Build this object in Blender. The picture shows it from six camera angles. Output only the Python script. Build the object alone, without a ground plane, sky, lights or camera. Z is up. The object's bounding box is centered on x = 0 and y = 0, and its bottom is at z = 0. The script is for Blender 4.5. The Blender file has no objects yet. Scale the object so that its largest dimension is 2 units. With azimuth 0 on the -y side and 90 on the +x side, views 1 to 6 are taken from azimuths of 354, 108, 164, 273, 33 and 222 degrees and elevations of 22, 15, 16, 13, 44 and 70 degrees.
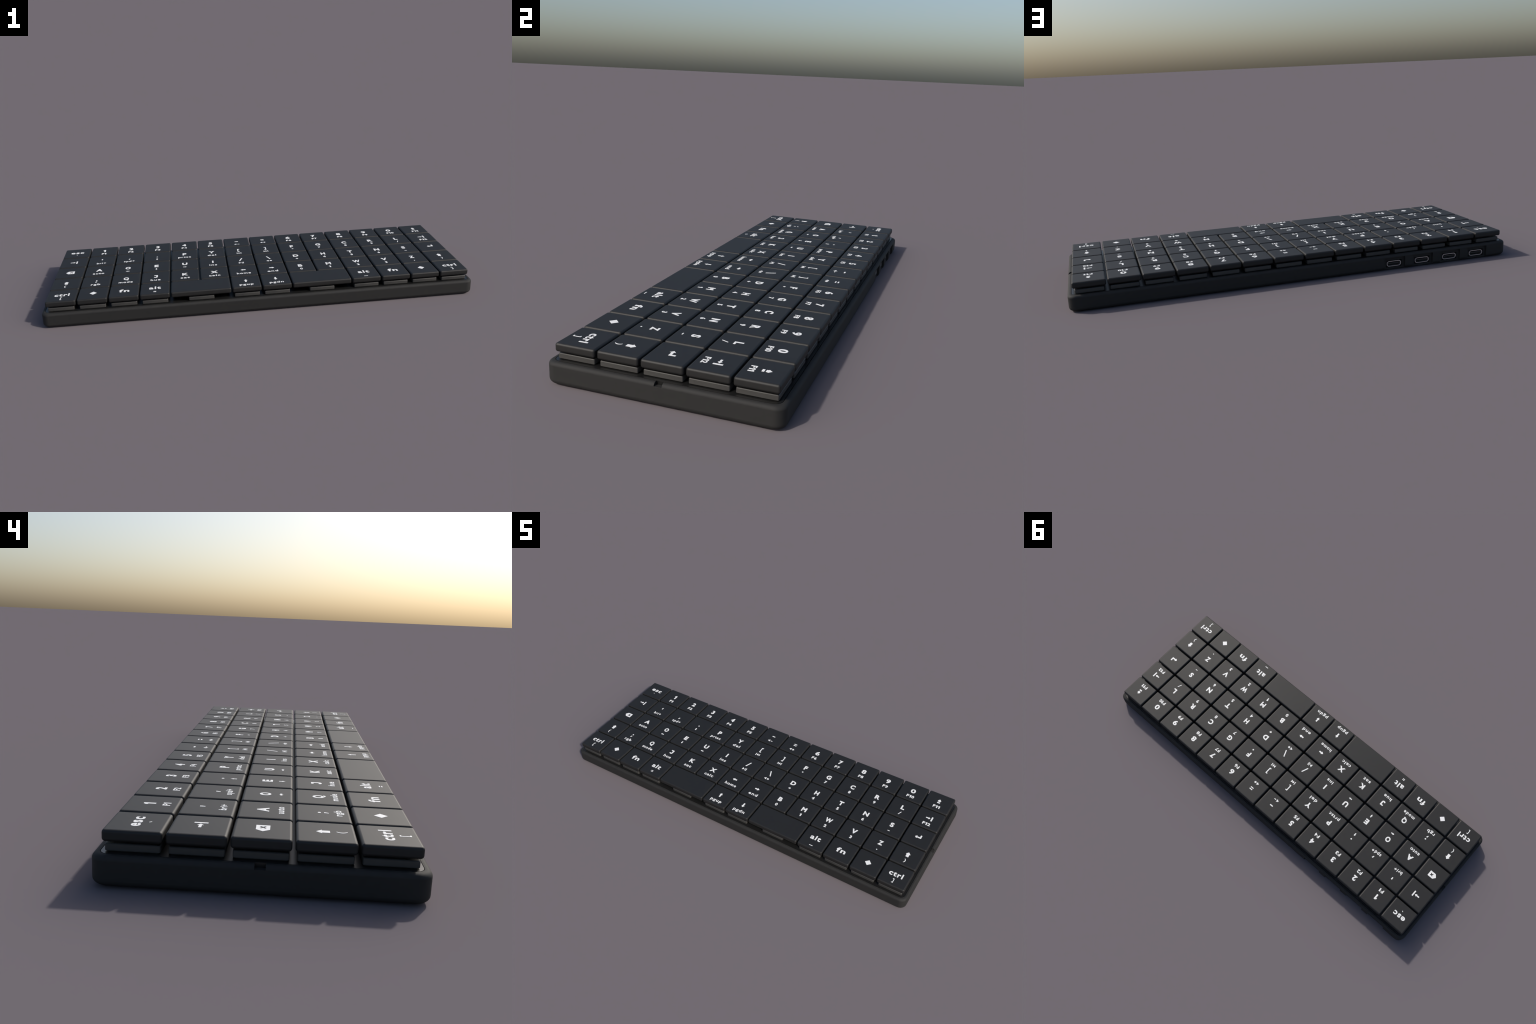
"""Compact ortholinear keyboard: 14 x 5 grid of low keycaps on low-profile
switches, set into a shallow rounded case with four sockets on the rear wall."""
import bpy, bmesh, math
from mathutils import Vector, Matrix

# ------------------------------------------------------------------ sizes (m)
MM = 2.0 / 256.6                     # the real thing is about 256.6 mm long
PITCH_X, PITCH_Y = 18 * MM, 17 * MM
CAP_X, CAP_Y = 17.20 * MM, 16.20 * MM
CAP_BOTTOM, CAP_TOP, CAP_FILLET = 0.0913, 0.1177, 0.0068
CAP_UNDER, CAP_CORNER = 0.0076, 0.0072
HOUSING = 0.1163
PLATE_TOP = 0.0680
HOUSING_TOP = 0.0856
CASE_X, CASE_Y, CASE_R = 1.0, 0.3490, 0.0320
RIM = 0.0152
RIM_FILLET, INNER_R = 0.0118, 0.0238
RIM_TOP = 0.0680
BOTTOM_FILLET = 0.0165
COLS, ROWS = 14, 5

COL = bpy.context.scene.collection


# ------------------------------------------------------------------ materials
def plastic(name, color, roughness, specular=0.5, variation=0.06, scale=60.0):
    """Moulded plastic: even colour with a very fine, faint mottling."""
    mat = bpy.data.materials.new(name)
    mat.use_nodes = True
    nt = mat.node_tree
    bsdf = nt.nodes["Principled BSDF"]
    coord = nt.nodes.new("ShaderNodeTexCoord")
    noise = nt.nodes.new("ShaderNodeTexNoise")
    noise.inputs["Scale"].default_value = scale
    noise.inputs["Detail"].default_value = 3.0
    ramp = nt.nodes.new("ShaderNodeValToRGB")
    lo = [c * (1 - variation) for c in color]
    hi = [c * (1 + variation) for c in color]
    ramp.color_ramp.elements[0].position = 0.3
    ramp.color_ramp.elements[0].color = (*lo, 1)
    ramp.color_ramp.elements[1].position = 0.7
    ramp.color_ramp.elements[1].color = (*hi, 1)
    nt.links.new(coord.outputs["Object"], noise.inputs["Vector"])
    nt.links.new(noise.outputs["Fac"], ramp.inputs["Fac"])
    nt.links.new(ramp.outputs["Color"], bsdf.inputs["Base Color"])
    bsdf.inputs["Roughness"].default_value = roughness
    bsdf.inputs["Specular IOR Level"].default_value = specular
    return mat


MAT_CASE = plastic("case_plastic", (0.0170, 0.0167, 0.0160), 0.75, 0.39)
MAT_PLATE = plastic("plate_finish", (0.010, 0.010, 0.0098), 0.34)
MAT_CAP = plastic("keycap_plastic", (0.0120, 0.0118, 0.0114), 0.57, 0.42)
MAT_HOUSING = plastic("switch_plastic", (0.0445, 0.0430, 0.0405), 0.55)
MAT_STEM = plastic("stem_plastic", (0.02, 0.02, 0.02), 0.5)
MAT_INK = plastic("legend_ink", (0.80, 0.795, 0.775), 0.50, variation=0.01)
MAT_TONGUE = plastic("socket_tongue", (0.02, 0.02, 0.02), 0.5)
MAT_METAL = plastic("socket_metal", (0.72, 0.70, 0.70), 0.40, variation=0.03)
MAT_METAL.node_tree.nodes["Principled BSDF"].inputs["Metallic"].default_value = 1.0


# ------------------------------------------------------------------ helpers
def add(name, mesh, parent=None, loc=(0, 0, 0), mat=None):
    ob = bpy.data.objects.new(name, mesh)
    COL.objects.link(ob)
    if parent:
        ob.parent = parent
    ob.location = loc
    if mat and not mesh.materials:
        mesh.materials.append(mat)
    return ob


def smooth(mesh, degrees=35):
    for p in mesh.polygons:
        p.use_smooth = True
    mesh.set_sharp_from_angle(angle=math.radians(degrees))


def evaluated(ob):
    dg = bpy.context.evaluated_depsgraph_get()
    dg.update()
    return bpy.data.meshes.new_from_object(ob.evaluated_get(dg))


def box_mesh(name, x0, x1, y0, y1, z0, z1, bevel=0.0, segments=2):
    bm = bmesh.new()
    bmesh.ops.create_cube(bm, size=1.0)
    bmesh.ops.scale(bm, vec=(x1 - x0, y1 - y0, z1 - z0), verts=bm.verts)
    bmesh.ops.translate(bm, vec=((x0 + x1) / 2, (y0 + y1) / 2, (z0 + z1) / 2), verts=bm.verts)
    if bevel:
        bmesh.ops.bevel(bm, geom=bm.edges[:], offset=bevel, segments=segments, profile=0.5, affect='EDGES')
    me = bpy.data.meshes.new(name)
    bm.to_mesh(me)
    bm.free()
    return me


def rounded_rect(hx, hy, r, seg=12):
    """Outline of a rounded rectangle, counter-clockwise."""
    pts = []
    for cx, cy, a0 in ((hx - r, hy - r, 0), (-hx + r, hy - r, 90), (-hx + r, -hy + r, 180), (hx - r, -hy + r, 270)):
        for i in range(seg + 1):
            a = math.radians(a0 + 90 * i / seg)
            pts.append((cx + r * math.cos(a), cy + r * math.sin(a)))
    return pts


def loft(name, hx, hy, r, profile, seg=12, shrink=1.0):
    """Sweep an (inset, z) profile round a rounded rectangle; cap both ends."""
    bm = bmesh.new()
    rings = []
    for inset, z in profile:
        rr = max(r - inset * shrink, 0.0005)
        rings.append([bm.verts.new((x, y, z)) for x, y in rounded_rect(hx - inset, hy - inset, rr, seg)])
    n = len(rings[0])
    for a, b in zip(rings, rings[1:]):
        for i in range(n):
            j = (i + 1) % n
            bm.faces.new((a[i], a[j], b[j], b[i]))
    bm.faces.new(list(reversed(rings[0])))
    bm.faces.new(rings[-1])
    bmesh.ops.recalc_face_normals(bm, faces=bm.faces[:])
    me = bpy.data.meshes.new(name)
    bm.to_mesh(me)
    bm.free()
    return me


def arc(cx, cz, r, a0, a1, n):
    return [(cx + r * math.cos(math.radians(a0 + (a1 - a0) * i / n)),
             cz + r * math.sin(math.radians(a0 + (a1 - a0) * i / n))) for i in range(n + 1)]


# ------------------------------------------------------------------ root
root = bpy.data.objects.new("keyboard", None)
COL.objects.link(root)
root["label"] = "black ortholinear keyboard with white legends and low rounded case"
root["category"] = "keyboard"

# ------------------------------------------------------------------ case
# profile in (inset from the outer wall, z): floor edge, bottom fillet, wall,
# top fillet, narrow flat rim, then down the inner wall
profile = [(BOTTOM_FILLET - x, z) for x, z in arc(0, BOTTOM_FILLET, BOTTOM_FILLET, -90, 0, 8)]
profile += [(RIM_FILLET - x, z) for x, z in arc(0, RIM_TOP - RIM_FILLET, RIM_FILLET, 0, 90, 8)]
profile += [(RIM, RIM_TOP), (RIM, 0.0440)]
case_mesh = loft("case", CASE_X, CASE_Y, CASE_R, profile, shrink=(CASE_R - INNER_R) / RIM)
case_raw = add("case_raw", case_mesh)

SOCKET_X = [-(c + 0.5) * PITCH_X for c in (2.5, 3.5, 4.5, 5.5)]
SOCKET_Z = 0.0258
RECESS_FLOOR = CASE_Y - 0.0092
cutters = []
for sx in (-1, 1):                                    # finger notch in each end wall
    xa, xb = sorted((sx * (CASE_X - RIM - 0.003), sx * (CASE_X + 0.02)))
    cutters.append(box_mesh("cut", xa, xb, -0.0116, 0.0116, 0.0580, 0.09))
for x in SOCKET_X:                                    # plug recess and socket opening
    cutters.append(box_mesh("cut", x - 0.0507, x + 0.0507, RECESS_FLOOR, CASE_Y + 0.02, 0.0020, 0.0566))
    cutters.append(box_mesh("cut", x - 0.0384, x + 0.0384, CASE_Y - 0.060, RECESS_FLOOR + 0.001,
                            SOCKET_Z - 0.0155, SOCKET_Z + 0.0165))
helpers = []
for me in cutters:
    h = add("cutter", me)
    helpers.append(h)
    m = case_raw.modifiers.new("cut", 'BOOLEAN')
    m.operation, m.solver, m.object = 'DIFFERENCE', 'EXACT', h
case_final = evaluated(case_raw)
for h in helpers + [case_raw]:
    bpy.data.objects.remove(h, do_unlink=True)
smooth(case_final, 30)
case_final.materials.clear()
case = add("case", case_final, root, mat=MAT_CASE)
wn = case.modifiers.new("weighted_normals", 'WEIGHTED_NORMAL')
wn.keep_sharp = True
wn.weight = 90

# ------------------------------------------------------------------ plate
GAP = 0.0015
plate_mesh = loft("switch_plate", CASE_X - RIM - GAP, CASE_Y - RIM - GAP, INNER_R - GAP,
                  [(0, 0.0520), (0, PLATE_TOP)])
smooth(plate_mesh, 30)
add("switch_plate", plate_mesh, root, mat=MAT_PLATE)

# ------------------------------------------------------------------ sockets
def socket_shell():
    """Stadium-shaped metal sleeve, open to the rear."""
    bm = bmesh.new()
    outer = rounded_rect(0.0353, 0.0127, 0.0120, 8)
    inner = rounded_rect(0.0353 - 0.0030, 0.0127 - 0.0030, 0.0090, 8)
    front, back = 0.0, -0.045
    rings = []
    for pts, y in ((outer, back), (outer, front - 0.0006), ([(a * 0.99, b * 0.975) for a, b in outer], front),
                   ([(a * 1.008, b * 1.025) for a, b in inner], front), (inner, front - 0.0006), (inner, back)):
        rings.append([bm.verts.new((x, y, z)) for x, z in pts])
    n = len(outer)
    for a, b in zip(rings, rings[1:]):
        for i in range(n):
            j = (i + 1) % n
            bm.faces.new((a[i], a[j], b[j], b[i]))
    bm.faces.new(rings[-1])
    bmesh.ops.recalc_face_normals(bm, faces=bm.faces[:])
    me = bpy.data.meshes.new("socket")
    bm.to_mesh(me)
    bm.free()
    smooth(me, 40)
    return me


shell_mesh = socket_shell()
tongue_mesh = box_mesh("socket_tongue", -0.0262, 0.0262, -0.044, -0.006, -0.0028, 0.0028, 0.001)
for x in SOCKET_X:
    s = add("socket", shell_mesh, root, (x, RECESS_FLOOR - 0.0012, SOCKET_Z), MAT_METAL)
    add("socket_tongue", tongue_mesh, s, (0, 0, 0), MAT_TONGUE)

# ------------------------------------------------------------------ legends
# All coordinates below are thousandths of a metre from the key's centre.
INK = 0.00035                                         # half thickness of the print


def curve_mesh(curve):
    ob = bpy.data.objects.new("tmp", curve)
    COL.objects.link(ob)
    me = evaluated(ob)
    bpy.data.objects.remove(ob, do_unlink=True)
    bpy.data.curves.remove(curve)
    return me


def outline_mesh(polys):
    cu = bpy.data.curves.new("legend", 'CURVE')
    cu.dimensions, cu.fill_mode, cu.extrude = '2D', 'BOTH', INK
    for poly in polys:
        sp = cu.splines.new('POLY')
        sp.points.add(len(poly) - 1)
        for p, (x, y) in zip(sp.points, poly):
            p.co = (x * 0.001, y * 0.001, 0, 1)
        sp.use_cyclic_u = True
    return curve_mesh(cu)


def text_mesh(text, cap, baseline, bold, stretch, width=None, spacing=1.0):
    cu = bpy.data.curves.new("legend", 'FONT')
    cu.body, cu.size, cu.offset, cu.fill_mode = text, 1.0, bold, 'BOTH'
    cu.resolution_u = 4
    cu.space_character = spacing
    cu.extrude = 0.05
    me = curve_mesh(cu)
    sy = cap / (0.682 + 2 * bold)
    xs = [v.co.x for v in me.vertices]
    lo, hi = min(xs), max(xs)
    sx = width / (hi - lo) if width else sy * stretch
    for v in me.vertices:
        v.co.x = (v.co.x - (lo + hi) / 2) * sx * 0.001
        v.co.y = ((v.co.y + bold) * sy + baseline) * 0.001
        v.co.z = INK if v.co.z > 0 else -INK
    return me


def rect(x0, x1, y0, y1):
    return [(x0, y0), (x1, y0), (x1, y1), (x0, y1)]


def disc(cx, cy, r, n=14):
    return [(cx + r * math.cos(2 * math.pi * i / n), cy + r * math.sin(2 * math.pi * i / n)) for i in range(n)]


def arrow(tip, tail, head_len, head_half, shaft_half, turn, cx=0, cy=0):
    """Arrow drawn pointing +x from tail to tip, then turned about the origin."""
    p = [(tip, 0), (tip - head_len, head_half), (tip - head_len, shaft_half), (tail, shaft_half),
         (tail, -shaft_half), (tip - head_len, -shaft_half), (tip - head_len, -head_half)]
    c, s = math.cos(math.radians(turn)), math.sin(math.radians(turn))
    return [(x * c - y * s + cx, x * s + y * c + cy) for x, y in p]


def slash(x0, y0, x1, y1, half):
    return [(x0 - half, y0), (x0 + half, y0), (x1 + half, y1), (x1 - half, y1)]


def bracket(side, half_h, cy, reach, t):
    """Square bracket; side=+1 opens to the right."""
    p = [(-reach, half_h), (reach, half_h), (reach, half_h - t), (-reach + t, half_h - t),
         (-reach + t, -half_h + t), (reach, -half_h + t), (reach, -half_h), (-reach, -half_h)]
    return [(side * x, y + cy) for x, y in p]


def paren(side, half_h, cy, bulge, t):
    out = [(-bulge + 2 * bulge * (k / 8) ** 2, half_h * k / 8) for k in range(-8, 9)]
    inner = [(x + t * (1 - 0.25 * abs(y) / half_h), y * 0.97) for x, y in reversed(out)]
    return [(side * (x - t / 2), y + cy) for x, y in out + inner]


def cross(cx, cy, arm, half, turn=0):
    p = [(half, half), (half, arm), (-half, arm), (-half, half), (-arm, half), (-arm, -half),
         (-half, -half), (-half, -arm), (half, -arm), (half, -half), (arm, -half), (arm, half)]
    c, s = math.cos(math.radians(turn)), math.sin(math.radians(turn))
    return [(x * c - y * s + cx, x * s + y * c + cy) for x, y in p]


def speaker():
    return [(-13, -38.5), (-9.5, -38.5), (-2.5, -43.5), (-2.5, -27), (-9.5, -32), (-13, -32)]


def tri(x0, x1, y0, y1):
    """Triangle with its base on x0 and its tip on x1."""
    return [(x0, y0), (x1, (y0 + y1) / 2), (x0, y1)]


ICONS = {
    # large marks
    "tab": [arrow(7.5, -17.5, 10, 7.5, 3.2, 0), rect(11, 17.5, -15, 15)],
    "tab_high": [arrow(6.0, -17.0, 9.5, 7.2, 3.2, 0, 0, 5.5), rect(9.8, 16.8, -8.8, 20.2)],
    "erase": [[(-20.5, 0), (-9, 15), (20.5, 15), (20.5, -15), (-9, -15)], cross(5.5, 0, 8.8, 2.5, 45)],
    "enter": [[(-16.5, -2.5), (-6.5, 7), (-6.5, 1.2), (7.8, 1.2), (7.8, 14.5), (15, 14.5), (15, -6.2),
               (-6.5, -6.2), (-6.5, -12)]],
    "shift": [arrow(21, -8.5, 12.5, 11.8, 7.0, 90)],
    "capslock": [[(0, 20.5), (-9.5, 9.5), (-6.2, 9.5), (-6.2, 3.4), (6.2, 3.4), (6.2, 9.5), (9.5, 9.5)],
                 rect(-7.2, 7.2, -8, -0.8)],
    "diamond": [[(0, 15.8), (16, 0), (0, -15.8), (-16, 0)]],
    "left": [arrow(12.8, -12.5, 11.5, 8.8, 3.9, 180, 0, 6)],
    "right": [arrow(12.8, -12.5, 11.5, 8.8, 3.9, 0, 0, 6)],
    "up": [arrow(14.4, -13.8, 12.0, 8.8, 3.9, 90, 0, 6.4)],
    "down": [arrow(14.4, -13.8, 12.0, 8.8, 3.9, 270, 0, 6.4)],
    "minus": [rect(-8.8, 8.8, 0.2, 6.2)],
    "equals": [rect(-8.6, 8.6, 6.2, 11.2), rect(-8.6, 8.6, -4.2, 0.8)],
    "[": [bracket(1, 18.6, 4.6, 5.4, 5.2)],
    "]": [bracket(-1, 18.6, 4.6, 5.4, 5.2)],
    "/": [slash(-7, -11.5, 7, 24, 3.0)],
    "\\": [slash(7, -12.5, -7, 24, 3.0)],
    "'": [[(-2.6, 8), (2.0, 8), (3.4, 20.5), (-3.4, 20.5)]],
    ",": [[(-4.6, -13), (-0.6, -13), (3.9, -1.5), (-2.8, -1.5)]],
    ".": [disc(0, -4.2, 4.0)],
    ";": [disc(0.6, 8.6, 4.0), [(-4.2, -13), (-0.2, -13), (4.2, -2.5), (-2.4, -2.5)]],
    "1": [[(-7.2, 14.2), (-1.6, 20.2), (6.0, 20.2), (6.0, -8.4), (-1.8, -8.4), (-1.8, 11.0), (-6.2, 8.2)]],
    "J": [[(-7.5, 20.2), (9.6, 20.2), (9.6, 1.0), (8.8, -3.4), (6.2, -6.8), (2.2, -8.6), (-2.6, -8.6),
           (-6.8, -6.8), (-9.6, -3.6), (-5.4, 1.6), (-3.2, -0.8), (-0.8, -1.8), (1.0, -1.2), (2.0, 1.4),
           (2.0, 13.6), (-7.5, 13.6)]],
    # small marks
    "sub_minus": [rect(-5.8, 5.8, -38.2, -34.6)],
    "sub_equals": [rect(-6.2, 6.2, -33.6, -30.4), rect(-6.2, 6.2, -40.2, -37.0)],
    "sub_underscore": [rect(-9, 9, -47.0, -43.6)],
    "sub_slash": [slash(-4.4, -46, 4.4, -24.5, 1.9)],
    "sub_dot": [disc(0, -39.6, 2.9)],
    "sub_star": [cross(0, -28.8, 4.6, 1.5, 0), ],
    "sub_plus": [cross(0, -34, 6.4, 1.9)],
    "sub_grave": [[(-3.6, -23.2), (0.4, -23.2), (3.4, -28.2), (0.2, -28.2)]],
    "sub_[": [bracket(1, 12.6, -34, 4.0, 3.4)],
    "sub_]": [bracket(-1, 12.6, -34, 4.0, 3.4)],
    "sub_(": [paren(1, 11.8, -34, 3.0, 4.0)],
    "sub_)": [paren(-1, 11.8, -34, 3.0, 4.0)],
    "sub_left": [arrow(9, -9, 8.6, 5.2, 2.6, 180, 0, -33.5)],
    "sub_right": [arrow(9, -9, 8.6, 5.2, 2.6, 0, 0, -33.5)],
    "sub_up": [arrow(8.8, -8.8, 8.6, 5.2, 2.6, 90, 0, -33.8)],
    "sub_down": [arrow(8.8, -8.8, 8.6, 5.2, 2.6, 270, 0, -33.8)],
    "quieter": [speaker(), rect(2.5, 13.5, -37.6, -33.6)],
    "louder": [speaker(), cross(7.8, -35.4, 6.0, 2.4)],
    "mute": [speaker(), cross(7.8, -35.4, 6.0, 2.5, 45)],
    "previous": [rect(-11.8, -8.4, -43.5, -26), tri(2.6, -6.8, -43, -26.5), tri(12.4, 3.2, -43, -26.5)],
    "next": [rect(8.4, 11.8, -43.5, -26), tri(-2.6, 6.8, -43, -26.5), tri(-12.4, -3.2, -43, -26.5)],
    "play_pause": [tri(-12.6, -0.2, -43.2, -26.2), rect(2.6, 5.9, -43.5, -26), rect(8.8, 12.1, -43.5, -26)],
}
# a six-armed star is two overlapping crosses; drawn as one outline instead
ICONS["sub_star"] = [[(0 + (5.6 if i % 2 == 0 else 3.0) * math.cos(math.radians(90 + 30 * i)),
                       -28.8 + (5.6 if i % 2 == 0 else 3.0) * math.sin(math.radians(90 + 30 * i))) for i in range(12)]]

MAIN_CAP, MAIN_BASE = 28.6, -8.4
SUB_CAP, SUB_BASE = 18.0, -43.2
WIDTHS = {"ctrl": 67, "esc": 66, "alt": 54, "fn": 47, "home": 67.5, "pgup": 65, "pgdn": 66,
          "prtsc": 65, "O": 25.5, "Q": 25.5, "G": 25.5, "C": 24.5, "E": 20.5, "H": 23, "T": 25, "Z": 23.5, "M": 26,
          "W": 36, "0": 25, "6": 23.5, "9": 23.5, "8": 23.5, "calc": 54, "mode": 66, "auto": 55, "spd+": 54, "bri+": 46, "rgb": 44, "hue": 47,
          "sat": 44, "del": 44, "ins": 38, "end": 52}

_cache = {}


def small_number(key):
    """F1, F10 ... and the small 1: letters set one by one, with a flagged 1."""
    scale = SUB_CAP / MAIN_CAP
    parts, x = [], 0.0
    for ch in key:
        if ch == "1":
            me = outline_mesh(ICONS["1"])
            for v in me.vertices:
                v.co.x *= scale * 1.15
                v.co.y = (v.co.y - MAIN_BASE * 0.001) * scale + SUB_BASE * 0.001
        else:
            me = text_mesh(ch, SUB_CAP, SUB_BASE, 0.036, 1.0, 11.8 if ch == "F" else 13.6)
        lo, hi = min(v.co.x for v in me.vertices), max(v.co.x for v in me.vertices)
        for v in me.vertices:
            v.co.x += x - lo
        x += hi - lo + 0.0024
        parts.append(me)
    bm = bmesh.new()
    for me in parts:
        bm.from_mesh(me)
    lo, hi = min(v.co.x for v in bm.verts), max(v.co.x for v in bm.verts)
    bmesh.ops.translate(bm, vec=(-(lo + hi) / 2, 0, 0), verts=bm.verts)
    out = bpy.data.meshes.new("legend")
    bm.to_mesh(out)
    bm.free()
    for me in parts:
        bpy.data.meshes.remove(me)
    return out



def legend_mesh(key, small, single):
    tag = (key, small, single)
    if tag in _cache:
        return _cache[tag]
    if key in ICONS and not (small and key == "1"):
        me = outline_mesh(ICONS[key])
    else:
        lower = key[0].islower()
        cap, base = (SUB_CAP, SUB_BASE) if small else (MAIN_CAP, MAIN_BASE - (6.5 if single else 0))
        bold = (0.024 if small else 0.031) if lower else 0.036 if key in "0689" else 0.046
        me = text_mesh(key, cap, base, bold, 1.04, None if small and len(key) == 1 else WIDTHS.get(key), 1.18 if len(key) > 1 else 1.0)
    if small and (key == "1" or (key[0] == "F" and key not in ICONS)):
        me = small_number(key)
    me.name = "legend"
    me.materials.clear()
    me.materials.append(MAT_INK)
    _cache[tag] = me
    return me


# main mark, small mark; "" = none
LAYOUT = [
    [("esc", "sub_grave"), ("1", "F1"), ("2", "F2"), ("3", "F3"), ("4", "F4"), ("5", "F5"), ("minus", "quieter"),
     ("equals", "louder"), ("6", "F6"), ("7", "F7"), ("8", "F8"), ("9", "F9"), ("0", "F10"), ("capslock", "F11")],
    [("tab", ""), ("'", "bri+"), (",", "spd+"), (".", "sub_up"), ("P", "prtsc"), ("Y", "del"), ("[", "previous"),
     ("]", "next"), ("F", "sub_star"), ("G", "7"), ("C", "8"), ("R", "9"), ("L", "sub_slash"), ("tab_high", "F12")],
    [("erase", ""), ("A", "auto"), ("O", "sub_left"), ("E", "sub_down"), ("U", "sub_right"), ("I", "ins"),
     ("/", "play_pause"), ("\\", "mute"), ("D", "sub_plus"), ("H", "4"), ("T", "5"), ("N", "6"), ("S", "sub_minus"),
     ("enter", "")],
    [("shift", "sub_("), (";", "rgb"), ("Q", "mode"), ("J", "hue"), ("K", "sat"), ("X", "calc"), ("left", "home"),
     ("right", "end"), ("B", "0"), ("M", "1"), ("W", "2"), ("V", "3"), ("Z", "sub_dot"), ("shift", "sub_)")],
    [("ctrl", "sub_["), ("diamond", ""), ("fn", ""), ("alt", "sub_equals"), ("", ""), None, ("up", "pgup"),
     ("down", "pgdn"), ("", ""), None, ("alt", "sub_underscore"), ("fn", ""), ("diamond", ""), ("ctrl", "sub_]")],
]

# ------------------------------------------------------------------ keys
def keycap(name, width):
    """Low slab: small fillet round the top, a larger one round the underside."""
    h = CAP_BOTTOM - CAP_TOP
    prof = [(CAP_UNDER - x, h + CAP_UNDER + z) for x, z in arc(0, 0, CAP_UNDER, -90, 0, 5)]
    prof += [(CAP_FILLET - x, -CAP_FILLET + z) for x, z in arc(0, 0, CAP_FILLET, 0, 90, 4)]
    me = loft(name, width / 2, CAP_Y / 2, CAP_CORNER, prof, 4)
    for p in me.polygons:
        p.use_smooth = True
    me.materials.append(MAT_CAP)
    return me


cap_mesh = keycap("keycap", CAP_X)
bar_mesh = keycap("space_bar", PITCH_X + CAP_X)
# upper housing: a slab with chamfered edges standing on a slightly narrower foot
foot = 0.0048
hb = HOUSING / 2
housing_mesh = loft("switch_housing", hb, hb, 0.0042,
                    [(foot, -0.0010), (foot, 0.0019), (0.0012, 0.0019), (0, 0.0030),
                     (0, HOUSING_TOP - PLATE_TOP - 0.0018), (0.0018, HOUSING_TOP - PLATE_TOP)], 3)
smooth(housing_mesh, 25)
stem_mesh = box_mesh("switch_stem", -0.040, 0.040, -0.018, 0.018, 0.0, 0.0120, 0.001, 1)

for row in range(ROWS):
    for col in range(COLS):
        entry = LAYOUT[row][col]
        if entry is None:
            continue
        main, sub = entry
        wide = main == ""
        x = (col - (COLS - 1) / 2 + (0.5 if wide else 0)) * PITCH_X
        y = ((ROWS - 1) / 2 - row) * PITCH_Y
        cap = add("space_bar" if wide else "keycap", bar_mesh if wide else cap_mesh, root, (x, y, CAP_TOP))
        wn = cap.modifiers.new("weighted_normals", 'WEIGHTED_NORMAL')
        wn.weight = 100
        sw = add("switch_housing", housing_mesh, root, (x, y, PLATE_TOP), MAT_HOUSING)
        add("switch_stem", stem_mesh, sw, (0, 0, HOUSING_TOP - PLATE_TOP - 0.002), MAT_STEM)
        if main:
            add("legend", legend_mesh(main, False, sub == ""), cap, (0, 0, 0.0))
        if sub:
            add("legend", legend_mesh(sub, True, False), cap, (0, 0, 0.0))
